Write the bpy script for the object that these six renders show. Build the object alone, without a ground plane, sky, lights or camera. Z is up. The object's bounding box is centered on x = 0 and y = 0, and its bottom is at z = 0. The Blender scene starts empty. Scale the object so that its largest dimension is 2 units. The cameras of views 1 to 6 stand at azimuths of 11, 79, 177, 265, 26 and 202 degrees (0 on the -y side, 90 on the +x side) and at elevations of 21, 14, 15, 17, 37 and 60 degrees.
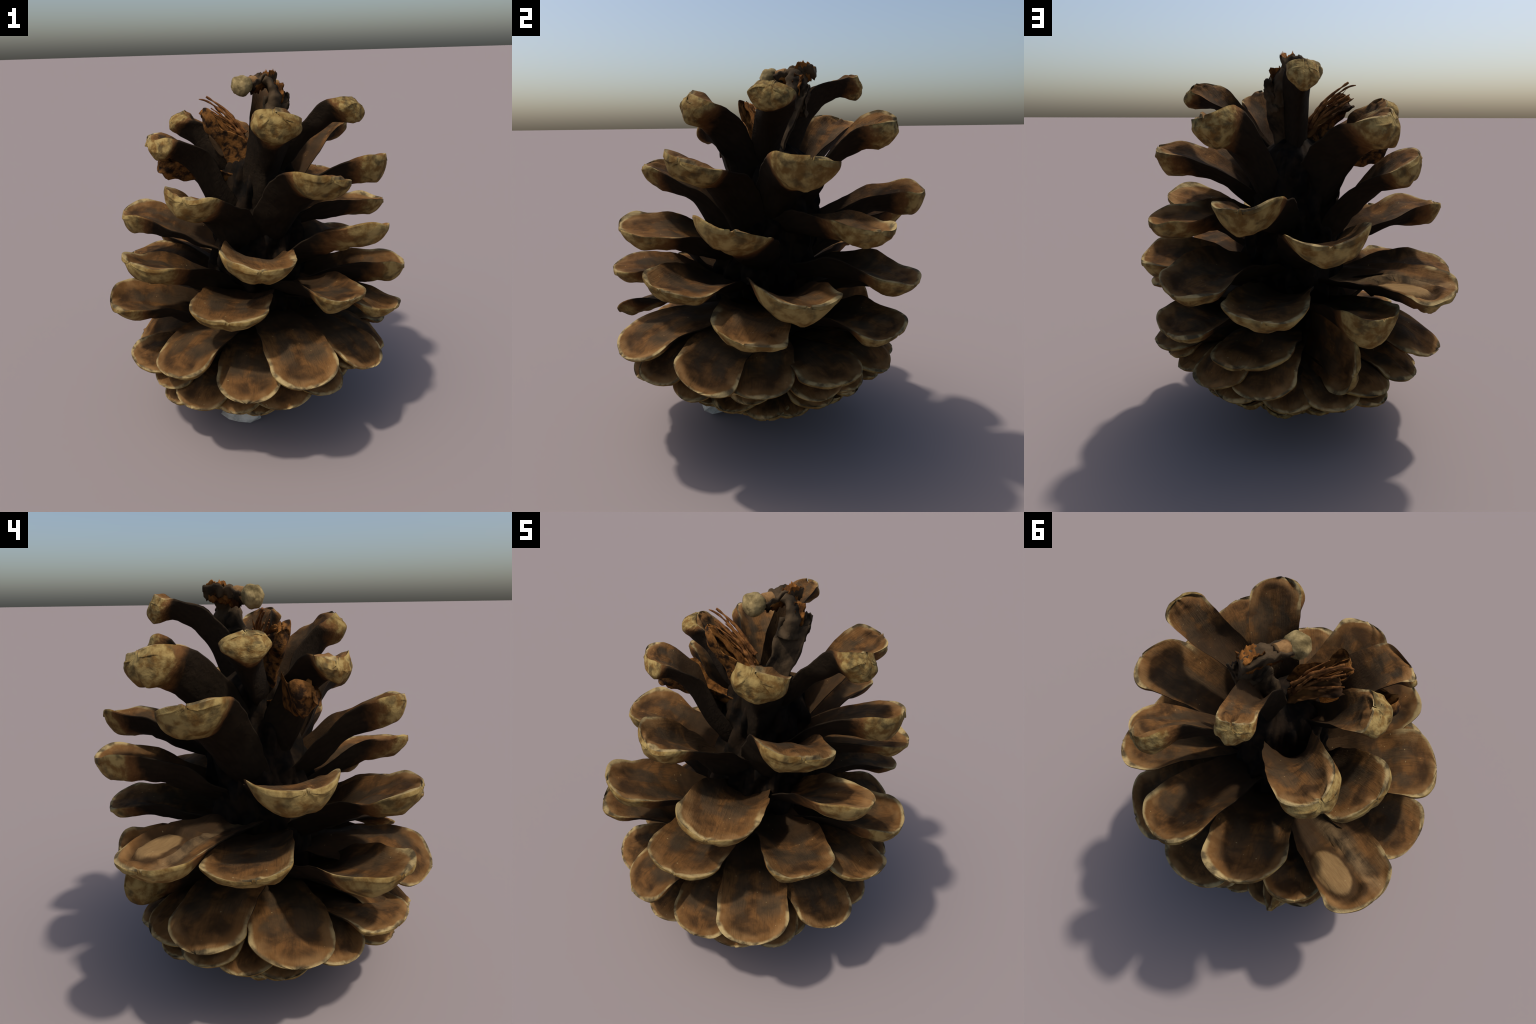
"""A weathered, open pine cone standing on its base.

The cone is a dark woody core carrying about forty open scales (each placed by
the azimuth, radius and height of its tip), then rings of small closed scales
shingled over the underside, plus the withered top: a curled apical scale,
torn bark flakes, resin fibres and a pale lump stuck under the base.
"""
import math
import random

import bpy
import numpy as np
from mathutils import Matrix, Vector, noise

SEED = 11
rng = random.Random(SEED)


# --------------------------------------------------------------- materials
def new_material(name):
    m = bpy.data.materials.new(name)
    m.use_nodes = True
    m.node_tree.nodes.clear()
    return m, m.node_tree


class Nodes:
    """Small helper to write node graphs as expressions."""

    def __init__(self, tree):
        self.t = tree

    def node(self, kind, **props):
        n = self.t.nodes.new(kind)
        for k, v in props.items():
            setattr(n, k, v)
        return n

    def put(self, socket, value):
        if isinstance(value, bpy.types.NodeSocket):
            self.t.links.new(value, socket)
        else:
            socket.default_value = value

    def math(self, op, a, b=0.0, c=0.0, clamp=False):
        n = self.node("ShaderNodeMath", operation=op, use_clamp=clamp)
        for s, v in zip(n.inputs, (a, b, c)):
            self.put(s, v)
        return n.outputs[0]

    def vmath(self, op, a, b=(0, 0, 0)):
        n = self.node("ShaderNodeVectorMath", operation=op)
        self.put(n.inputs[0], a)
        self.put(n.inputs[1], b)
        return n.outputs["Value"] if op == "LENGTH" else n.outputs[0]

    def step(self, x, lo, hi):
        n = self.node("ShaderNodeMapRange", interpolation_type="SMOOTHSTEP")
        for s, v in zip(n.inputs, (x, lo, hi, 0.0, 1.0)):
            self.put(s, v)
        return n.outputs[0]

    def noise(self, vec, scale, detail=4.0, rough=0.55, distort=0.0):
        n = self.node("ShaderNodeTexNoise")
        self.put(n.inputs["Vector"], vec)
        n.inputs["Scale"].default_value = scale
        n.inputs["Detail"].default_value = detail
        n.inputs["Roughness"].default_value = rough
        n.inputs["Distortion"].default_value = distort
        return n.outputs[0]

    def mix(self, f, a, b, blend="MIX"):
        n = self.node("ShaderNodeMix", data_type="RGBA", blend_type=blend)
        self.put(n.inputs[0], f)
        for s, v in ((n.inputs[6], a), (n.inputs[7], b)):
            self.put(s, v if isinstance(v, bpy.types.NodeSocket) else (*v, 1.0))
        return n.outputs[2]

    def combine(self, x, y, z):
        n = self.node("ShaderNodeCombineXYZ")
        for s, v in zip(n.inputs, (x, y, z)):
            self.put(s, v)
        return n.outputs[0]

    def separate(self, v):
        n = self.node("ShaderNodeSeparateXYZ")
        self.put(n.inputs[0], v)
        return n.outputs

    def finish(self, colour, rough=0.9, bump=None, strength=0.4, distance=0.01, specular=0.06):
        p = self.node("ShaderNodeBsdfPrincipled")
        self.put(p.inputs["Base Color"], colour)
        self.put(p.inputs["Roughness"], rough)
        p.inputs["Specular IOR Level"].default_value = specular
        if bump is not None:
            b = self.node("ShaderNodeBump")
            b.inputs["Strength"].default_value = strength
            b.inputs["Distance"].default_value = distance
            self.put(b.inputs["Height"], bump)
            self.put(p.inputs["Normal"], b.outputs[0])
        out = self.node("ShaderNodeOutputMaterial")
        self.t.links.new(p.outputs[0], out.inputs[0])


def scale_coordinates(g):
    """Object coordinates of a scale: x = 1 at its tip, |y| = 1 at its sides."""
    co = g.node("ShaderNodeTexCoord").outputs["Object"]
    rnd = g.node("ShaderNodeObjectInfo").outputs["Random"]
    shift = g.vmath("ADD", co, g.combine(g.math("MULTIPLY", rnd, 37.0), g.math("MULTIPLY", rnd, 91.0), 0.0))
    x, y, _ = g.separate(co)
    return co, shift, x, y, rnd


def make_upper_face(name="scale_upper_face", scar=None):
    m, t = new_material(name)
    g = Nodes(t)
    co, shift, x, y, rnd = scale_coordinates(g)
    blotch = g.noise(shift, 1.3, 5, 0.6, 0.4)
    fine = g.noise(shift, 5.0, 6, 0.65)
    fibre = g.noise(g.vmath("MULTIPLY", shift, (0.9, 9.0, 3.0)), 2.0, 5, 0.6, 0.3)
    wobble = g.math("MULTIPLY", g.math("SUBTRACT", g.noise(shift, 2.4, 3, 0.5), 0.5), 0.16)
    rho = g.math("ADD", g.vmath("LENGTH", g.combine(g.math("MAXIMUM", x, 0.0), y, 0.0)), wobble)
    # body of the upper face: warm brown, blotched, streaked along the grain
    col = g.mix(g.step(blotch, 0.36, 0.64), (0.040, 0.021, 0.009), (0.140, 0.066, 0.021))
    col = g.mix(g.math("MULTIPLY", g.step(fibre, 0.46, 0.70), 0.6), col, (0.050, 0.028, 0.012))
    # paler tawny band just inside the rim
    band = g.math("MULTIPLY", g.step(rho, 0.55, 0.86), g.step(x, -1.1, 0.1))
    tawny = g.mix(g.step(g.noise(shift, 2.0, 3, 0.5), 0.36, 0.66), (0.138, 0.066, 0.021), (0.215, 0.118, 0.045))
    col = g.mix(g.math("MULTIPLY", band, 0.85), col, tawny)
    # the seed and wing left dull grey-brown imprints on the inner half
    lobe = g.math("ABSOLUTE", g.math("SUBTRACT", g.math("ABSOLUTE", y), 0.36))
    lobe = g.math("ADD", lobe, g.math("MULTIPLY", g.math("SUBTRACT", g.noise(shift, 0.8, 4, 0.6), 0.5), 1.6))
    seed = g.math("MULTIPLY", g.math("SUBTRACT", 1.0, g.step(lobe, 0.12, 0.34)),
                  g.math("SUBTRACT", 1.0, g.step(g.math("ADD", x, g.math("MULTIPLY", wobble, 2.0)), -0.35, 0.35)))
    col = g.mix(g.math("MULTIPLY", seed, 0.6), col, g.mix(fine, (0.026, 0.021, 0.013), (0.060, 0.046, 0.028)))
    # dark brown inner end of the upper face, towards the core
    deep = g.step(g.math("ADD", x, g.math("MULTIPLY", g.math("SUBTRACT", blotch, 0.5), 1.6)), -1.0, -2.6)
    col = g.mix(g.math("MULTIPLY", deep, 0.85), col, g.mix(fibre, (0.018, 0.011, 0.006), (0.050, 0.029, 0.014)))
    # worn pale rim
    rim = g.math("MULTIPLY", g.step(rho, 0.87, 0.97), g.step(x, -0.9, 0.0))
    pale = g.mix(g.step(g.noise(shift, 2.6, 3, 0.5), 0.36, 0.60), (0.085, 0.064, 0.034), (0.37, 0.275, 0.125))
    col = g.mix(g.math("MULTIPLY", rim, 0.95), col, pale)
    if scar:
        # pale seed scar with a dark margin, and dried resin smeared beside it
        cx, cy, rx, ry = scar
        e = g.vmath("LENGTH", g.combine(g.math("MULTIPLY", g.math("SUBTRACT", x, cx), 1 / rx), g.math("MULTIPLY", g.math("SUBTRACT", y, cy), 1 / ry), 0.0))
        e = g.math("ADD", e, g.math("MULTIPLY", wobble, 1.2))
        col = g.mix(g.math("MULTIPLY", g.math("SUBTRACT", 1.0, g.step(e, 1.0, 1.35)), 0.85), col, (0.045, 0.025, 0.011))
        col = g.mix(g.math("MULTIPLY", g.math("SUBTRACT", 1.0, g.step(e, 0.78, 0.98)), 0.9), col, g.mix(fibre, (0.145, 0.080, 0.030), (0.29, 0.185, 0.080)))
        smear = g.math("MULTIPLY", g.step(y, 0.02, 0.25), g.math("MULTIPLY", g.step(blotch, 0.3, 0.7), g.math("SUBTRACT", 1.0, g.step(y, 0.35, 0.70))))
        col = g.mix(g.math("MULTIPLY", smear, 0.6), col, (0.22, 0.145, 0.070))
    # tiny pale resin specks
    v = g.node("ShaderNodeTexVoronoi")
    g.put(v.inputs["Vector"], shift)
    v.inputs["Scale"].default_value = 5.0
    speck = g.math("MULTIPLY", g.math("LESS_THAN", v.outputs["Distance"], 0.10), g.math("GREATER_THAN", blotch, 0.57))
    col = g.mix(g.math("MULTIPLY", speck, 0.55), col, (0.34, 0.26, 0.12))
    # each scale has weathered a little differently
    col = g.mix(1.0, col, g.mix(rnd, (0.80, 0.78, 0.76), (1.12, 1.10, 1.08)), "MULTIPLY")
    height = g.math("ADD", g.math("MULTIPLY", fibre, 0.7), g.math("MULTIPLY", fine, 0.6))
    g.finish(col, 0.85, height, 0.45, 0.012)
    return m


def make_under_face():
    m, t = new_material("scale_under_face")
    g = Nodes(t)
    co, shift, x, y, rnd = scale_coordinates(g)
    lump = g.noise(shift, 2.6, 4, 0.55, 0.2)
    fine = g.noise(shift, 8.0, 5, 0.6)
    mottle = g.noise(g.vmath("MULTIPLY", shift, (1.0, 1.0, 1.4)), 2.2, 3, 0.5, 0.2)
    # exposed end of the scale: tan and straw, mottled olive-grey
    tan = g.mix(g.step(lump, 0.35, 0.65), (0.145, 0.078, 0.022), (0.305, 0.215, 0.078))
    tan = g.mix(g.math("MULTIPLY", g.step(mottle, 0.48, 0.70), 0.75), tan, (0.060, 0.043, 0.020))
    # V-shaped border where the end meets the dark stalk
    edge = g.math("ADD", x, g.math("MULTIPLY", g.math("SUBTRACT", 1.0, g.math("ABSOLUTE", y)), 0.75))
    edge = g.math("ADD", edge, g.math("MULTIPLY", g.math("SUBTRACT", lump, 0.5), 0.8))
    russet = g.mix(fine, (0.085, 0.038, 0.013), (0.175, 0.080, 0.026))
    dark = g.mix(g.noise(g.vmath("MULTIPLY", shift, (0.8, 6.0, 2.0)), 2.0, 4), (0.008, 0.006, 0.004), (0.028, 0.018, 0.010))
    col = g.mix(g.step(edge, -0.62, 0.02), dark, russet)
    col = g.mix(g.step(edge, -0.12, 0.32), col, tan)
    col = g.mix(1.0, col, g.mix(rnd, (0.84, 0.83, 0.80), (1.1, 1.1, 1.1)), "MULTIPLY")
    height = g.math("ADD", g.math("MULTIPLY", mottle, 0.8), g.math("MULTIPLY", fine, 0.5))
    g.finish(col, 0.85, height, 0.5, 0.014)
    return m


def make_plain(name, dark, light, scale=9.0, stretch=(1, 1, 1), rough=0.85, bump=0.5, lo=0.38, hi=0.64):
    m, t = new_material(name)
    g = Nodes(t)
    co = g.node("ShaderNodeTexCoord").outputs["Object"]
    v = g.vmath("MULTIPLY", co, stretch)
    a, b = g.noise(v, scale, 6, 0.62, 0.3), g.noise(v, scale * 4.5, 4, 0.6)
    col = g.mix(g.step(a, lo, hi), dark, light)
    g.finish(col, rough, g.math("ADD", a, g.math("MULTIPLY", b, 0.5)), bump, 0.012)
    return m


UPPER = make_upper_face()
SCARRED = make_upper_face("scarred_upper_face", scar=(-0.85, -0.36, 1.15, 0.42))
UNDER = make_under_face()
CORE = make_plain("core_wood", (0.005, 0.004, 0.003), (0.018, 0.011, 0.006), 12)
CHARCOAL = make_plain("withered_dark_bark", (0.016, 0.012, 0.008), (0.070, 0.046, 0.025), 8)
RUSSET = make_plain("torn_russet_bark", (0.040, 0.016, 0.005), (0.24, 0.095, 0.022), 11, (1, 1, 0.6))
TORN = make_plain("torn_scale_end", (0.020, 0.011, 0.006), (0.20, 0.085, 0.022), 1.3, lo=0.40, hi=0.62)
TORN_INSIDE = make_plain("torn_inside", (0.050, 0.021, 0.006), (0.23, 0.095, 0.023), 1.6, (0.7, 2.2, 1.0))
FIBRE = make_plain("resin_fibre", (0.09, 0.035, 0.012), (0.24, 0.10, 0.03), 25)
KNOB_NECK = make_plain("knob_neck", (0.10, 0.050, 0.018), (0.27, 0.15, 0.06), 9)
KNOB = make_plain("weathered_knob", (0.10, 0.072, 0.030), (0.34, 0.25, 0.11), 9)
PUTTY = make_plain("pale_putty", (0.34, 0.33, 0.28), (0.58, 0.56, 0.48), 9)


# ------------------------------------------------------------------ helpers
CONE = bpy.data.objects.new("pine_cone", None)
bpy.context.scene.collection.objects.link(CONE)
CONE["label"] = "weathered brown open pine cone with pale-rimmed woody scales"
CONE["category"] = "pine cone"
CONE.empty_display_size = 0.2


def add_object(name, verts, faces, mats, face_mats=None, matrix=None, smooth=True, parent=CONE):
    me = bpy.data.meshes.new(name)
    me.from_pydata([tuple(v) for v in verts], [], faces)
    for m in mats:
        me.materials.append(m)
    if face_mats is not None:
        me.polygons.foreach_set("material_index", face_mats)
    me.polygons.foreach_set("use_smooth", [smooth] * len(me.polygons))
    me.validate()
    me.update()
    ob = bpy.data.objects.new(name, me)
    bpy.context.scene.collection.objects.link(ob)
    ob.parent = parent
    if matrix is not None:
        ob.matrix_world = matrix
    return ob


def lerp_table(x, table):
    xs, ys = zip(*table)
    return float(np.interp(x, xs, ys))


def outward(azimuth):
    a = math.radians(azimuth)
    return np.array([math.sin(a), -math.cos(a), 0.0]), np.array([math.cos(a), math.sin(a), 0.0])


def bezier(p, s):
    s = s[:, None]
    return p[0] * (1 - s) ** 3 + 3 * p[1] * s * (1 - s) ** 2 + 3 * p[2] * s * s * (1 - s) + p[3] * s ** 3


def smooth01(x):
    x = np.clip(x, 0, 1)
    return x * x * (3 - 2 * x)


def noise_at(points, freq, seed):
    off = Vector((seed * 7.13, seed * 3.71, seed * 1.97))
    return np.array([noise.noise(Vector(p) * freq + off) for p in points])


# how a scale lies depends on the height of its tip
TIP_PITCH = [(0.0, -8), (0.25, -30), (0.42, -56), (0.62, -56), (0.70, -38), (0.80, -14), (0.95, -5), (1.1, 0), (1.3, 5), (1.5, 12), (1.7, 20), (2.0, 28)]
BASE_PITCH = [(0.0, -30), (0.25, -8), (0.42, 8), (0.62, 8), (0.70, 6), (0.80, 4), (0.95, 2), (1.1, 8), (1.3, 20), (1.5, 36), (1.7, 60), (2.0, 78)]
BASE_HEIGHT = [(0.0, 0.12), (0.25, 0.33), (0.36, 0.48), (0.5, 0.63), (0.6, 0.70), (0.7, 0.73), (0.8, 0.76), (0.9, 0.79), (1.2, 0.95), (1.35, 1.05), (1.5, 1.13), (1.7, 1.25), (1.94, 1.44)]
END_THICKNESS = [(0.0, 0.05), (0.3, 0.055), (0.5, 0.055), (0.7, 0.065), (0.9, 0.066), (1.1, 0.076), (1.3, 0.092), (1.5, 0.112), (1.9, 0.112)]
CORE_RADIUS = 0.12
counter = [0]


def scale(azimuth, radius, height, width, depth=0.12, rise=0.05, skew=0.0, yaw=0.0, roll=0.0, pitch=None, base_pitch=None, base=None,
          thick=None, taper=0.52, waist=0.90, rows=(15, 24), across=29, rough=1.0, name="scale", mats=None, lift=0.0, knob=None, trough=None, foot=None, h1=None, h2=None, scar=False, stalk=None, twist=0.0):
    """One cone scale, from its foot on the core to its tip.

    The rim is an ellipse `width` across whose far point is the tip; `depth` is how far
    the tip stands out beyond the widest place, `rise` how much higher the sides are
    than the tip, `skew` the sideways shift of the tip, yaw and roll turn the rim."""
    counter[0] += 1
    sd = counter[0]
    er, et = outward(azimuth)
    up = np.array([0, 0, 1.0])
    pitch = lerp_table(height, TIP_PITCH) if pitch is None else pitch
    bp = lerp_table(height, BASE_PITCH) if base_pitch is None else base_pitch
    zb = lerp_table(height, BASE_HEIGHT) if base is None else base
    h = lerp_table(height, END_THICKNESS) if thick is None else thick
    taper = taper + 0.2 * smooth01((height - 1.35) / 0.2)
    knob = lerp_table(height, [(0.0, 0.25), (0.5, 0.1), (1.3, 0.1), (1.55, 0.35), (1.75, 0.9)]) if knob is None else knob
    p, b = math.radians(pitch), math.radians(bp)
    tip = er * radius + up * height
    foot = er * (foot or min(CORE_RADIUS * 0.8, radius * 0.5)) + up * zb
    chord = np.linalg.norm(tip - foot)
    h1 = h1 or lerp_table(height, [(0.3, 0.40), (0.5, 0.52), (0.65, 0.48), (0.85, 0.38)])
    h2 = h2 or lerp_table(height, [(0.3, 0.34), (0.5, 0.26), (0.65, 0.30), (0.85, 0.38)])
    ctrl = [foot, foot + (er * math.cos(b) + up * math.sin(b)) * chord * h1,
            tip - (er * math.cos(p) + up * math.sin(p)) * chord * h2, tip]
    pts = bezier(ctrl, np.linspace(1, 0, 160))
    arc = np.concatenate([[0], np.cumsum(np.linalg.norm(np.diff(pts, axis=0), axis=1))])
    length = arc[-1]
    depth = depth / max(0.75, math.cos(p))
    # rows: dense over the rounded end, then along the stalk
    th = np.linspace(0.07, math.pi / 2, rows[0])
    a_cap = depth * (1 - np.cos(th))
    a = np.concatenate([a_cap, depth + (length - depth) * np.linspace(0, 1, rows[1] + 1)[1:]])
    na = len(a)
    half = width / 2
    q = np.clip((a - depth) / max(1e-6, length - depth), 0, 1)
    w_cap = half * np.clip(1 - ((depth - np.minimum(a, depth)) / depth) ** 2.15, 0, 1) ** 0.5
    w_st = half * np.interp(q, [0, 0.12, 0.4, 0.7, 1.0], [1.0, 0.985, waist, 0.5 * (waist + taper), taper])
    w = np.where(a < depth, w_cap, w_st)
    centre = np.stack([np.interp(a, arc, pts[:, k]) for k in range(3)], 1)
    tang = np.stack([np.interp(a, arc, np.gradient(pts[:, k], arc)) for k in range(3)], 1)
    tang = -tang / np.linalg.norm(tang, axis=1)[:, None]
    # sideways axis of the rim (turned by yaw and roll), relaxing to level at the foot
    yw, rl = math.radians(yaw), math.radians(roll)
    side_tip = et * math.cos(yw) * math.cos(rl) + er * math.sin(yw) * math.cos(rl) + up * math.sin(rl)
    k = smooth01(q)[:, None]
    tw = math.radians(twist)
    side = side_tip * (1 - k) + (et * math.cos(tw) + up * math.sin(tw)) * k
    side /= np.linalg.norm(side, axis=1)[:, None]
    normal = np.cross(tang, side)
    normal /= np.linalg.norm(normal, axis=1)[:, None]
    sway = -skew * np.where(a < depth, np.sqrt(np.clip(a / depth, 0, 1)), 1 - smooth01(q))
    cup = (rise + depth * math.cos(p) * math.tan(p)) * math.cos(p)
    cup = max(-0.06, min(0.12, cup))
    trough = max(cup, lerp_table(height, [(0.6, -0.02), (0.8, 0.03), (1.1, 0.075), (1.3, 0.095), (1.75, 0.095), (1.85, 0.06)])) if trough is None else trough
    # across: finer towards the edges
    tt = np.sin(np.linspace(-math.pi / 2, math.pi / 2, across))
    A, TT = np.meshgrid(a, tt, indexing="ij")
    Wg = np.repeat(w[:, None], across, 1)
    # ragged outline
    r3 = np.random.RandomState(SEED * 100 + sd)
    ph = r3.rand(6) * 6.28
    ragged = sum(np.sin(A * f + TT * 1.5 + ph[i]) * amp for i, (f, amp) in enumerate([(17, .022), (37, .016), (83, .007), (151, .003)]))
    ragged = 1 + ragged * rough * np.abs(TT) ** 3 * (np.clip(A / depth, 0, 1))
    Y = Wg * TT * ragged
    cup_row = cup + (trough - cup) * np.where(a < depth, 0.0, smooth01(q * 3.0))
    lip = 0.010 * smooth01((np.abs(TT) - 0.72) / 0.28)
    side_of = half * (1 - 0.25 * smooth01(q))[:, None]
    Z = cup_row[:, None] * np.clip(np.abs(Y / side_of), 0, 1.1) ** 2.1
    # distance from the outline, for the thickness of the scale
    ol = np.concatenate([np.stack([a, -w], 1), np.stack([a, w], 1)])
    ol = ol[ol[:, 0] < length * 0.97]
    P2 = np.stack([A.ravel(), (Wg * TT).ravel()], 1)
    dist = np.full(len(P2), 9.0)
    for i in range(0, len(ol), 16):
        d = np.linalg.norm(P2[:, None] - ol[None, i:i + 16], axis=2).min(1)
        dist = np.minimum(dist, d)
    dist[:] = np.minimum(dist, P2[:, 0] + 0.0)
    dist = dist.reshape(A.shape)
    # upper face relief: low swell along the middle, longitudinal folds
    world = centre[:, None, :] + side[:, None, :] * (Y + sway[:, None])[:, :, None] + normal[:, None, :] * Z[:, :, None]
    flat = world.reshape(-1, 3)
    n1 = noise_at(flat, 7.0, sd).reshape(A.shape)
    n2 = noise_at(flat, 19.0, sd + 0.5).reshape(A.shape)
    inner = smooth01(dist / 0.05)
    bend = 0.020 * n1 * rough + 0.010 * noise_at(flat, 3.2, sd + 0.25).reshape(A.shape)
    Zt = Z + bend + 0.004 * n2 * rough * inner + 0.010 * (1 - inner) * (1 - knob) * smooth01(1 - q)[:, None]
    roll_over = smooth01(1 - dist / (0.02 + 0.025 * knob)) * smooth01(1.6 - A / depth)
    Zt = Zt + knob * 0.024 * (1 - smooth01(q))[:, None] - knob * 0.028 * roll_over
    if scar:
        # moulded seed bed: a swollen oval with a groove round it, ridges on the other side
        ex = (np.abs(((depth - A) / depth + 0.85) / 1.15) ** 2.6 + np.abs((Y / half + 0.36) / 0.42) ** 2.6) ** (1 / 2.6) + 0.10 * n1
        Zt = Zt + 0.022 * smooth01((1.0 - ex) / 0.25) - 0.016 * np.exp(-((ex - 1.10) / 0.10) ** 2) + 0.016 * np.exp(-((ex - 1.38) / 0.14) ** 2)
        Zt = Zt + 0.026 * np.exp(-((Y / half - 0.16 - 0.10 * n1) / 0.12) ** 2) * smooth01(A / depth - 0.5) * (1 - smooth01((A / depth - 3.2)))
        Zt = Zt + 0.012 * np.exp(-((Y / half - 0.52 + 0.12 * n1) / 0.09) ** 2) * smooth01(A / depth - 0.6)
    # notched, wavy rim
    wave = np.sin(TT * 4.2 + ph[0]) + 0.7 * np.sin(TT * 8.5 + ph[1]) + 0.5 * np.sin(TT * 15.0 + ph[2])
    Zt = Zt + (0.0035 + 0.006 * knob) * rough * wave * smooth01(1.4 - A / depth)
    # underside: steep end face, thickest a little behind the tip, keel along the stalk
    stalk = 0.45 + 0.25 * float(smooth01((height - 1.45) / 0.25)) if stalk is None else stalk
    face = 0.09 - 0.02 * knob
    bulk = h * np.interp(A / max(depth, 1e-6), [0, 0.6, 1.4, 2.6, 4.5, 8], [0.9, 1.05, 1.0, stalk + 0.1, stalk, stalk + 0.04])
    sl = np.clip(dist / (face + 0.25 * np.clip(A - depth, 0, 0.3)), 0, 1)
    thick_grid = 0.007 + 0.026 * knob * smooth01(1.8 - A / depth) + bulk * np.sin(sl * math.pi / 2) ** 0.9 * (1 - (0.72 - 0.45 * knob) * np.clip(np.abs(Y / half), 0, 1) ** 2.4)
    n3 = noise_at(flat + normal.repeat(across, 0) * -0.07, 15.0, sd + 9).reshape(A.shape)
    thick_grid += (0.012 * n3 + 0.006 * n2) * rough * sl
    thick_grid = np.maximum(thick_grid, 0.005)
    top = centre[:, None, :] + side[:, None, :] * (Y + sway[:, None])[:, :, None] + normal[:, None, :] * (Zt + lift)[:, :, None]
    bot = top - normal[:, None, :] * thick_grid[:, :, None]
    # the end face swells outwards below the rim
    away = np.where(A < depth, (depth - A) / depth, 0.0)[:, :, None] * tang[:, None, :] + (Y / half)[:, :, None] * side[:, None, :]
    swell = (0.008 + 0.024 * knob) * np.sin(np.clip(sl * 1.25, 0, 1) * math.pi) * smooth01(2.0 - A / depth)
    bot = bot + away * swell[:, :, None]
    verts = np.concatenate([top.reshape(-1, 3), bot.reshape(-1, 3)])
    N = na * across
    faces, mat = [], []
    idx = lambda i, j, lower: (N if lower else 0) + i * across + j
    for i in range(na - 1):
        for j in range(across - 1):
            faces.append((idx(i, j, 0), idx(i, j + 1, 0), idx(i + 1, j + 1, 0), idx(i + 1, j, 0)))
            mat.append(0)
            faces.append((idx(i, j, 1), idx(i + 1, j, 1), idx(i + 1, j + 1, 1), idx(i, j + 1, 1)))
            mat.append(1)
        for j, flip in ((0, False), (across - 1, True)):
            f = (idx(i, j, 0), idx(i + 1, j, 0), idx(i + 1, j, 1), idx(i, j, 1))
            faces.append(f[::-1] if flip else f)
            mat.append(1)
    for j in range(across - 1):
        faces.append((idx(0, j, 0), idx(0, j, 1), idx(0, j + 1, 1), idx(0, j + 1, 0)))
        mat.append(1)
        e = na - 1
        faces.append((idx(e, j, 0), idx(e, j + 1, 0), idx(e, j + 1, 1), idx(e, j, 1)))
        mat.append(1)
    # local frame: rounded end becomes a unit half-disc, x towards the tip
    i0 = rows[0] - 1
    X, Yv, Zv = tang[i0], side[i0], normal[i0]
    X = np.cross(Yv, Zv)
    o = centre[i0] + Yv * sway[i0]
    M = Matrix(((X[0], Yv[0], Zv[0], o[0]), (X[1], Yv[1], Zv[1], o[1]), (X[2], Yv[2], Zv[2], o[2]), (0, 0, 0, 1)))
    size = np.array([depth, half, half])
    local = (verts - o) @ np.stack([X, Yv, Zv], 1) / size
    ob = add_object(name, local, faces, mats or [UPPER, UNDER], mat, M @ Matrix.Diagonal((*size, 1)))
    return ob


# ------------------------------------------------------------- woody core
def core():
    n, m = 120, 90
    v, f = [], []
    for i in range(m):
        u = i / (m - 1)
        z = 0.10 + 1.49 * u
        r = lerp_table(z, [(0.1, 0.17), (0.3, 0.26), (0.7, 0.27), (0.95, 0.275), (1.15, 0.255), (1.3, 0.235), (1.42, 0.215), (1.52, 0.18), (1.6, 0.06)])
        for k in range(n):
            a = 2 * math.pi * k / n
            rr = r * (0.94 + 0.05 * math.sin(8 * a + 22 * u) + 0.05 * math.sin(13 * a - 31 * u))
            rr *= 1 + 0.10 * noise.noise(Vector((math.cos(a) * 6, math.sin(a) * 6, z * 9))) + 0.10 * noise.noise(Vector((math.cos(a) * 14, math.sin(a) * 14, z * 8)))
            v.append((rr * math.cos(a), rr * math.sin(a) + 0.065 * smooth01((z - 0.9) / 0.4), z))
    for i in range(m - 1):
        for k in range(n):
            f.append((i * n + k, i * n + (k + 1) % n, (i + 1) * n + (k + 1) % n, (i + 1) * n + k))
    f.append(tuple(reversed(range(n))))
    f.append(tuple(range((m - 1) * n, m * n)))
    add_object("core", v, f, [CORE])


core()


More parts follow.
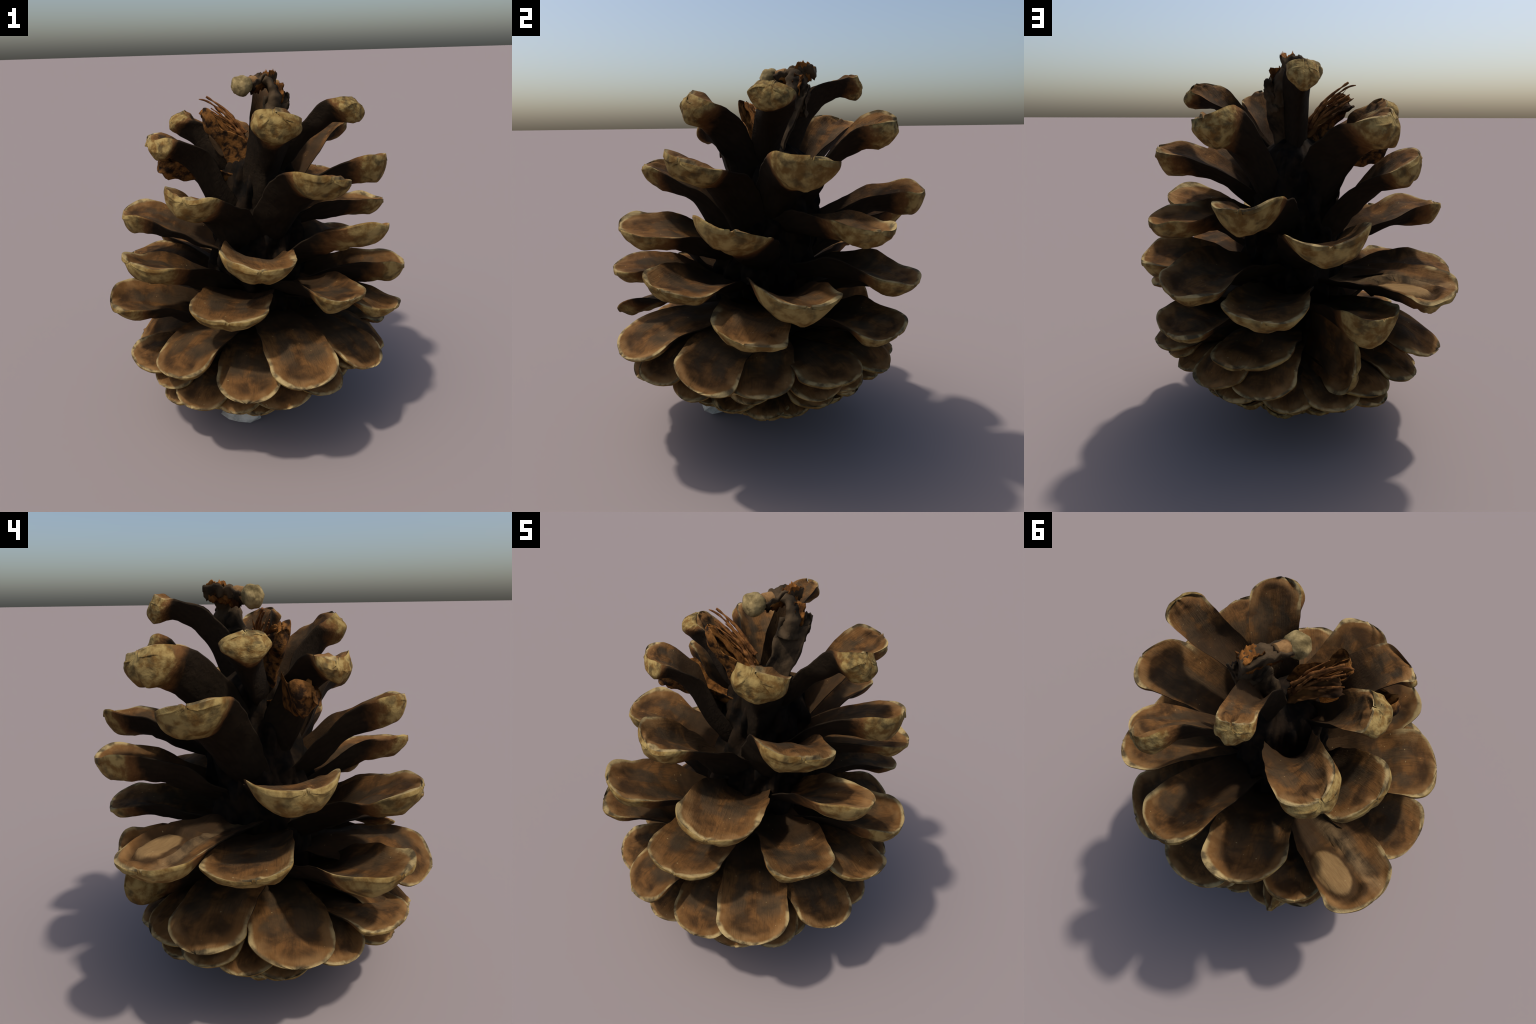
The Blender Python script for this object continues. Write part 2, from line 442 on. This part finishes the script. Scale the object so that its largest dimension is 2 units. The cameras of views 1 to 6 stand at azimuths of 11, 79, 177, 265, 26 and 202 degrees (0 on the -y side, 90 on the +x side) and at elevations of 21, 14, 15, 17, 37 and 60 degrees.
# ------------------------------------------------------- the open scales
def open_scales():
    scale(azimuth=180, radius=0.512, height=1.928, width=0.148, depth=0.048, rise=-0.018, skew=0.006, yaw=-13, roll=-3, pitch=25, base_pitch=69, base=1.459, trough=0.06, foot=0.12, h1=0.5, h2=0.45, thick=0.112, stalk=0.5, twist=0)
    scale(azimuth=85, radius=0.529, height=1.862, width=0.193, depth=0.045, rise=-0.016, skew=-0.003, yaw=32, roll=-19, pitch=45, base_pitch=50, base=1.484, foot=0.12, h1=0.4, h2=0.38, trough=0.04, thick=0.118, stalk=0.25, twist=4)
    scale(azimuth=23, radius=0.42, height=1.840, width=0.243, depth=0.075, rise=-0.020, skew=-0.034, yaw=15, roll=-7, pitch=38, base_pitch=82, base=1.26)
    scale(azimuth=254, radius=0.457, height=1.790, width=0.208, depth=0.04, rise=-0.030, skew=0.005, yaw=-27, roll=6, pitch=62, base_pitch=25, base=1.45, taper=0.3, waist=0.62)
    scale(azimuth=214, radius=0.672, height=1.715, width=0.264, depth=0.1, rise=0.01, skew=0.027, yaw=-19, roll=14, pitch=20, base_pitch=44, base=1.161, trough=0.09, thick=0.112, stalk=0.69, twist=-18, taper=0.8)
    scale(azimuth=143, radius=0.718, height=1.692, width=0.212, depth=0.105, rise=0.035, skew=0.015, yaw=-11, roll=15, pitch=6, base_pitch=40, base=1.174, trough=0.02, thick=0.096, stalk=0.65, twist=1)
    scale(azimuth=294, radius=0.575, height=1.681, width=0.247, depth=0.055, rise=0.009, skew=-0.034, yaw=-19, roll=-1, pitch=12, base_pitch=39, base=1.172, h1=0.38, h2=0.38, trough=0.07, thick=0.09, stalk=0.5, twist=7)
    scale(azimuth=96, radius=0.724, height=1.531, width=0.308, depth=0.119, rise=0.006, skew=-0.006, yaw=15, roll=-7, base=1.2, base_pitch=32, pitch=8, trough=0.038, thick=0.103, stalk=0.5, twist=-8)
    scale(azimuth=237, radius=0.68, height=1.525, width=0.344, depth=0.093, rise=-0.015, skew=0.029, yaw=-8, roll=15, base=0.991, base_pitch=31, pitch=14, trough=0.052, thick=0.103, stalk=0.39, twist=5)
    scale(azimuth=44, radius=0.648, height=1.527, width=0.357, depth=0.095, rise=0.002, skew=-0.006, yaw=2, roll=-10, base=1.08, base_pitch=38, pitch=2, trough=0.07, thick=0.097, stalk=0.5, twist=0)
    scale(azimuth=341, radius=0.683, height=1.463, width=0.314, depth=0.108, rise=0.016, skew=0.039, yaw=0, roll=-6, base=1.033, base_pitch=23, pitch=18, taper=0.75, waist=1.0, trough=0.07, thick=0.083, stalk=0.32, twist=19)
    scale(azimuth=161, radius=0.862, height=1.338, width=0.32, depth=0.11, rise=0.025, skew=-0.001, yaw=1, roll=7, base=1.11, base_pitch=3, pitch=6, trough=0.064, thick=0.087, stalk=0.31, twist=3)
    scale(azimuth=70, radius=0.781, height=1.245, width=0.362, depth=0.195, rise=-0.01, skew=0.046, yaw=-14, roll=-16, base=0.902, base_pitch=24, pitch=4, trough=0.056, thick=0.074, stalk=0.42, twist=-1)
    scale(azimuth=275, radius=0.799, height=1.236, width=0.395, depth=0.121, rise=0.014, skew=0.01, yaw=-10, roll=-1, base=0.982, base_pitch=16, pitch=13, trough=0.032, thick=0.096, stalk=0.31, twist=-2)
    scale(azimuth=118, radius=0.826, height=1.209, width=0.328, depth=0.16, rise=0.033, skew=-0.023, yaw=14, roll=-6, base=1.142, base_pitch=12, pitch=2, thick=0.061, trough=0.07, stalk=0.56, twist=0)
    scale(azimuth=186, radius=0.842, height=1.178, width=0.388, depth=0.133, rise=0.054, skew=-0.03, yaw=-5, roll=8, base=0.907, base_pitch=20, pitch=0, trough=0.07, thick=0.083, stalk=0.5, twist=0)
    scale(azimuth=11, radius=0.782, height=1.176, width=0.38, depth=0.165, rise=0.019, skew=0.011, yaw=-7, roll=-14, base=0.961, base_pitch=14, pitch=2, trough=0.07, thick=0.078, stalk=0.54, twist=0)
    scale(azimuth=319, radius=0.826, height=1.122, width=0.41, depth=0.143, rise=-0.013, skew=-0.005, yaw=-6, roll=3, base=0.72, base_pitch=26, pitch=12, trough=0.07, thick=0.079, stalk=0.5, twist=-4)
    scale(azimuth=43, radius=0.798, height=0.964, width=0.369, depth=0.09, rise=0.029, skew=-0.021, yaw=-6, roll=-13)
    scale(azimuth=92, radius=0.851, height=0.933, width=0.407, depth=0.142, rise=0.051, skew=0.019, yaw=-1, roll=-11, base=0.778, base_pitch=2, pitch=-3, trough=0.078, thick=0.083, stalk=0.38, twist=0)
    scale(azimuth=0, radius=0.832, height=0.931, width=0.384, depth=0.118, rise=0.032, skew=0.020, yaw=-3, roll=-2)
    scale(azimuth=137, radius=0.865, height=0.914, width=0.408, depth=0.114, rise=0.064, skew=0.011, yaw=5, roll=-5, base=0.88, base_pitch=8, pitch=-18, trough=0.07, thick=0.067, stalk=0.5, twist=-3)
    scale(azimuth=261, radius=0.857, height=0.902, width=0.375, depth=0.110, rise=0.035, skew=0.032, yaw=-2, roll=7)
    scale(azimuth=232, radius=0.928, height=0.892, width=0.402, depth=0.130, rise=0.022, skew=0.021, yaw=-6, roll=9, base=0.83, base_pitch=6, pitch=0, scar=True, mats=[SCARRED, UNDER])
    scale(azimuth=167, radius=0.851, height=0.853, width=0.39, depth=0.132, rise=0.04, skew=0.016, yaw=-5, roll=1, base=0.771, base_pitch=1, pitch=-7, trough=0.07, thick=0.061, stalk=0.49, twist=0)
    scale(azimuth=303, radius=0.888, height=0.813, width=0.431, depth=0.13, rise=0.03, skew=0.033, yaw=3, roll=-1, base=0.53, base_pitch=15, pitch=5, trough=0.07, thick=0.066, stalk=0.5, twist=-8)
    scale(azimuth=73, radius=0.834, height=0.780, width=0.370, depth=0.115, rise=0.023, skew=-0.016, yaw=11, roll=-13)
    scale(azimuth=207, radius=0.79, height=0.8, width=0.32, depth=0.120, rise=0.03, skew=0.001, yaw=0, roll=-5, pitch=4, thick=0.13, base=0.72)
    scale(azimuth=130, radius=0.833, height=0.684, width=0.412, depth=0.087, rise=0.055, skew=0.015, yaw=2, roll=-1, base=0.622, base_pitch=10, pitch=-24, trough=0.05, thick=0.065, stalk=0.5, twist=2)
    scale(azimuth=340, radius=0.860, height=0.605, width=0.413, depth=0.095, rise=0.058, skew=0.019, yaw=12, roll=14, pitch=-42, base=0.68, base_pitch=8)
    scale(azimuth=159, radius=0.765, height=0.59, width=0.409, depth=0.11, rise=0.047, skew=0.02, yaw=0, roll=7, base=0.6, pitch=-36)
    scale(azimuth=25, radius=0.867, height=0.584, width=0.360, depth=0.10, rise=0.079, skew=-0.023, yaw=-3, roll=-6, pitch=-46)
    scale(azimuth=105, radius=0.790, height=0.515, width=0.360, depth=0.11, rise=0.04, skew=-0.020, yaw=0, roll=-3, base=0.54, pitch=-34)
    scale(azimuth=244, radius=0.814, height=0.507, width=0.370, depth=0.115, rise=0.058, skew=0.020, yaw=0, roll=6, base=0.62)
    scale(azimuth=310, radius=0.82, height=0.503, width=0.380, depth=0.11, rise=0.03, skew=-0.028, yaw=0, roll=-5, base=0.43, base_pitch=8, pitch=-22)
    scale(azimuth=5, radius=0.803, height=0.490, width=0.330, depth=0.09, rise=0.08, skew=-0.006, yaw=7, roll=2, pitch=-72)
    scale(azimuth=57, radius=0.81, height=0.512, width=0.340, depth=0.08, rise=0.07, skew=-0.005, yaw=5, roll=-12)
    scale(azimuth=273, radius=0.760, height=0.419, width=0.400, depth=0.115, rise=0.077, skew=-0.02, yaw=0, roll=-8)
    # one low scale is twisted on edge
    scale(azimuth=197, radius=0.765, height=0.56, width=0.33, depth=0.14, rise=0.04, roll=80, base=0.56, base_pitch=0, pitch=-12, thick=0.05, trough=0.02, twist=70, taper=0.8)
    scale(azimuth=214, radius=0.690, height=0.360, width=0.360, depth=0.120, rise=0.05, skew=0, yaw=0, roll=-5)


open_scales()


# --------------------------------------- closed scales of the underside
def closed_scales():
    # (azimuth, tip radius, tip height, width) of those that show
    seen = [(77, .76, .48, .34), (103, .72, .42, .30), (342, .77, .37, .32), (325, .76, .42, .28), (20, .78, .42, .34),
            (34, .81, .48, .30), (44, .70, .38, .28), (140, .74, .43, .32), (164, .72, .42, .34), (118, .70, .41, .28), (292, .74, .37, .32),
            (238, .72, .36, .30), (253, .70, .34, .30), (145, .66, .34, .28), (197, .68, .33, .30), (174, .66, .33, .28),
            (359, .73, .36, .28), (271, .66, .29, .28), (327, .72, .30, .28), (63, .72, .46, .28), (71, .65, .39, .25),
            (57, .56, .28, .25), (80, .56, .26, .25), (94, .56, .265, .25), (110, .60, .31, .25), (130, .60, .30, .25),
            (30, .62, .34, .26), (9, .67, .31, .25), (218, .66, .28, .27), (308, .62, .24, .26)]
    for az, r, z, w in seen:
        scale(az, r, z, w, depth=0.1, rise=0.04, roll=rng.uniform(-8, 8), skew=rng.uniform(-.02, .02), rows=(11, 12), across=21)
    for n, r, z, w, first in ((13, .52, .235, .23, 10), (13, .42, .175, .21, 24), (10, .32, .13, .19, 2), (8, .21, .10, .17, 15), (4, .11, .085, .14, 40)):
        for i in range(n):
            az = first + 360 * i / n + rng.uniform(-7, 7)
            # the underside rises a little towards azimuth 80
            tilt = 0.03 * math.cos(math.radians(az - 80)) * r / 0.4
            scale(az, r + rng.uniform(-.02, .02), z + tilt + rng.uniform(-.012, .012), w * rng.uniform(.92, 1.1), depth=0.075, rise=0.03,
                  pitch=-14, base_pitch=-5, base=z + 0.10, thick=0.045, roll=rng.uniform(-8, 8), rows=(9, 9), across=17)


closed_scales()


# --------------------------------------------------------- withered top
def tube(name, path, radii, mat, flat=1.0, sides=14, steps=10, lump=0.25, parent=CONE, twist=0.0):
    """A lumpy rod along a smooth path; `flat` squeezes its cross-section."""
    path = [Vector(p) for p in path]
    pts, rad = [], []
    for i in range(len(path) - 1):
        p0, p1, p2, p3 = path[max(i - 1, 0)], path[i], path[i + 1], path[min(i + 2, len(path) - 1)]
        for s in range(steps):
            t = s / steps
            pts.append(0.5 * (2 * p1 + (p2 - p0) * t + (2 * p0 - 5 * p1 + 4 * p2 - p3) * t * t + (3 * p1 - p0 - 3 * p2 + p3) * t ** 3))
            rad.append(radii[i] * (1 - t) + radii[i + 1] * t)
    pts.append(path[-1])
    rad.append(radii[-1])
    v, f = [], []
    ref = Vector((0.31, 0.2, 0.93)).normalized()
    sd = Vector((path[0].x * 31, path[0].y * 17, path[0].z * 11))
    for i, p in enumerate(pts):
        d = (pts[min(i + 1, len(pts) - 1)] - pts[max(i - 1, 0)]).normalized()
        e1 = d.cross(ref)
        if e1.length < 0.1:
            e1 = d.cross(Vector((1, 0, 0)))
        e1.normalize()
        e2 = d.cross(e1)
        for k in range(sides):
            a = 2 * math.pi * k / sides + twist
            off = e1 * math.cos(a) + e2 * math.sin(a) * flat
            q = p + off * rad[i]
            q = q + off * rad[i] * lump * noise.noise(q * 28 + sd)
            v.append(q)
    for i in range(len(pts) - 1):
        for k in range(sides):
            f.append((i * sides + k, i * sides + (k + 1) % sides, (i + 1) * sides + (k + 1) % sides, (i + 1) * sides + k))
    f.append(tuple(reversed(range(sides))))
    f.append(tuple(range((len(pts) - 1) * sides, len(pts) * sides)))
    return add_object(name, v, f, [mat], parent=parent)


def lump(name, centre, size, mat, seed, rough=0.25, freq=2.2, detail=4, parent=CONE, turn=0.0, smooth=True):
    import bmesh
    bm = bmesh.new()
    bmesh.ops.create_icosphere(bm, subdivisions=detail, radius=1)
    rot = Matrix.Rotation(turn, 3, "Z")
    for v in bm.verts:
        k = 1 + rough * noise.noise(v.co * freq + Vector((seed, seed * 2, 0))) + rough * 0.4 * noise.noise(v.co * freq * 3 + Vector((0, seed, seed)))
        c = Vector((v.co.x * size[0], v.co.y * size[1], v.co.z * size[2])) * k
        v.co = rot @ c
    me = bpy.data.meshes.new(name)
    bm.to_mesh(me)
    bm.free()
    me.materials.append(mat)
    me.polygons.foreach_set("use_smooth", [smooth] * len(me.polygons))
    ob = bpy.data.objects.new(name, me)
    bpy.context.scene.collection.objects.link(ob)
    ob.parent = parent
    ob.location = centre
    return ob


def flake(name, a, b, width, mat, thick=0.016, curl=0.02, seed=1, parent=CONE, up=(0, 0, 1), taper=0.75):
    """A torn, crumpled strip of bark from a to b."""
    a, b, up = np.array(a), np.array(b), np.array(up, float)
    d = (b - a) / np.linalg.norm(b - a)
    s = np.cross(d, up)
    s /= np.linalg.norm(s)
    n = np.cross(s, d)
    nu, nv = 22, 11
    top, bot = [], []
    for i in range(nu):
        u = i / (nu - 1)
        for j in range(nv):
            t = 2 * j / (nv - 1) - 1
            w = width / 2 * (taper + (1 - taper) * u) * (1 + 0.25 * noise.noise(Vector((u * 6, seed * 3.1 + t, 0))))
            ue = u + (0.09 * noise.noise(Vector((t * 2.5, seed, 4))) if i == nu - 1 else 0)
            p = a + d * np.linalg.norm(b - a) * ue + s * w * t
            z = curl * t * t + curl * math.sin(u * 3) + 0.020 * noise.noise(Vector((u * 5, t * 2.3, seed))) + 0.008 * noise.noise(Vector((u * 15, t * 7, seed)))
            th = thick * (1 - 0.75 * t * t) * (1.0 + 0.5 * noise.noise(Vector((u * 9, t * 4, seed + 5))))
            top.append(p + n * z)
            bot.append(p + n * (z - th))
    v = top + bot
    N = nu * nv
    f = []
    g = lambda i, j, l: l * N + i * nv + j
    for i in range(nu - 1):
        for j in range(nv - 1):
            f.append((g(i, j, 0), g(i + 1, j, 0), g(i + 1, j + 1, 0), g(i, j + 1, 0)))
            f.append((g(i, j, 1), g(i, j + 1, 1), g(i + 1, j + 1, 1), g(i + 1, j, 1)))
        f.append((g(i, 0, 0), g(i, 0, 1), g(i + 1, 0, 1), g(i + 1, 0, 0)))
        f.append((g(i, nv - 1, 0), g(i + 1, nv - 1, 0), g(i + 1, nv - 1, 1), g(i, nv - 1, 1)))
    for j in range(nv - 1):
        f.append((g(0, j, 0), g(0, j + 1, 0), g(0, j + 1, 1), g(0, j, 1)))
        f.append((g(nu - 1, j, 0), g(nu - 1, j, 1), g(nu - 1, j + 1, 1), g(nu - 1, j + 1, 0)))
    return add_object(name, v, f, [mat], parent=parent)


def withered_top():
    apex = flake("apical_scale", (0.02, 0.03, 1.42), (0.095, 0.165, 1.84), 0.165, CHARCOAL, thick=0.035, curl=0.015, seed=3, up=(0.55, -0.75, 0.3), taper=0.6)
    tube("apical_stalk", [(0.080, 0.135, 1.76), (0.090, 0.160, 1.85), (0.070, 0.172, 1.915), (0.025, 0.165, 1.950)], [0.072, 0.062, 0.052, 0.040], CHARCOAL, 0.55, lump=0.4, twist=0.6)
    flake("bark_flake", (0.068, 0.265, 1.968), (-0.050, 0.090, 1.930), 0.085, CHARCOAL, 0.045, 0.012, 41, taper=0.8)
    flake("bark_flake", (0.055, 0.245, 1.948), (-0.035, 0.105, 1.920), 0.055, RUSSET, 0.045, 0.008, 43, taper=0.7)
    tube("apical_neck", [(-0.015, 0.135, 1.945), (-0.045, 0.095, 1.935), (-0.072, 0.060, 1.926)], [0.036, 0.036, 0.046], KNOB_NECK, 0.85, lump=0.3)
    lump("apical_knob", (-0.076, 0.055, 1.925), (0.060, 0.054, 0.055), KNOB, 5, 0.16, 1.6)
    flake("bark_flake", (0.03, 0.17, 1.945), (0.070, 0.26, 1.962), 0.06, RUSSET, 0.018, 0.02, 7)
    flake("bark_flake", (0.10, 0.17, 1.80), (0.10, 0.185, 1.93), 0.06, RUSSET, 0.018, 0.02, 8, up=(0.6, -0.7, 0.1))
    flake("bark_flake", (0.11, 0.20, 1.72), (0.145, 0.205, 1.875), 0.05, CHARCOAL, 0.018, 0.015, 9, up=(0.6, -0.7, 0.1))
    # torn russet bark leaning out over the left shoulder
    scale(azimuth=280, radius=0.295, height=1.775, width=0.13, depth=0.05, rise=0.01, rough=3.0, taper=0.8, thick=0.05, pitch=22, base_pitch=72, base=1.42, knob=0.0, mats=[TORN_INSIDE, TORN], name="torn_scale")
    flake("bark_flake", (-0.05, 0.035, 1.60), (-0.30, -0.025, 1.795), 0.032, RUSSET, 0.010, 0.012, 11, up=(0.3, 0.9, 0.4))
    flake("bark_flake", (-0.04, 0.0, 1.58), (-0.27, -0.055, 1.800), 0.034, RUSSET, 0.010, 0.015, 13, up=(0.1, 0.8, 0.5))
    flake("bark_flake", (-0.05, 0.07, 1.60), (-0.28, 0.06, 1.76), 0.09, TORN, 0.016, 0.015, 14, up=(0.3, 0.5, 0.8))
    # a scale torn open, showing its russet inside
    scale(azimuth=285, radius=0.535, height=1.56, width=0.15, depth=0.06, rise=0.0, yaw=-8, roll=-10, rough=3.0, taper=0.35, waist=0.6, mats=[TORN_INSIDE, TORN], name="torn_scale", base=1.36, base_pitch=30, pitch=18, thick=0.085)
    # hair-thin resin fibres
    tube("fibre", [(-0.06, 0.055, 1.67), (-0.13, 0.05, 1.755), (-0.20, 0.045, 1.82), (-0.274, 0.033, 1.872)], [0.012, 0.009, 0.006, 0.005], FIBRE, sides=7, lump=0.8)
    tube("fibre", [(-0.07, 0.05, 1.67), (-0.15, 0.04, 1.755), (-0.22, 0.036, 1.815), (-0.275, 0.030, 1.85), (-0.315, 0.029, 1.859)], [0.012, 0.009, 0.006, 0.006, 0.002], FIBRE, sides=7, lump=0.8)
    for i in range(9):
        root = Vector((-0.06 + rng.uniform(-.02, .02), 0.04 + rng.uniform(-.03, .03), 1.62 + rng.uniform(-.02, .02)))
        end = Vector((-0.25 + rng.uniform(-.05, .06), 0.03 + rng.uniform(-.06, .05), 1.79 + rng.uniform(-.05, .05)))
        bow = Vector((rng.uniform(-.015, .015), rng.uniform(-.02, .02), rng.uniform(.0, .03)))
        r = rng.uniform(.005, .010)
        tube("fibre", [root, root.lerp(end, .35) + bow, root.lerp(end, .7) + bow * 0.7, end], [r * 1.5, r, r * 0.7, r * 0.3], FIBRE, sides=7, lump=0.9)


withered_top()
lump("putty_lump", (-0.06, -0.295, 0.058), (0.130, 0.105, 0.054), PUTTY, 3, 0.5, 1.5, detail=2, turn=0.2, smooth=False)
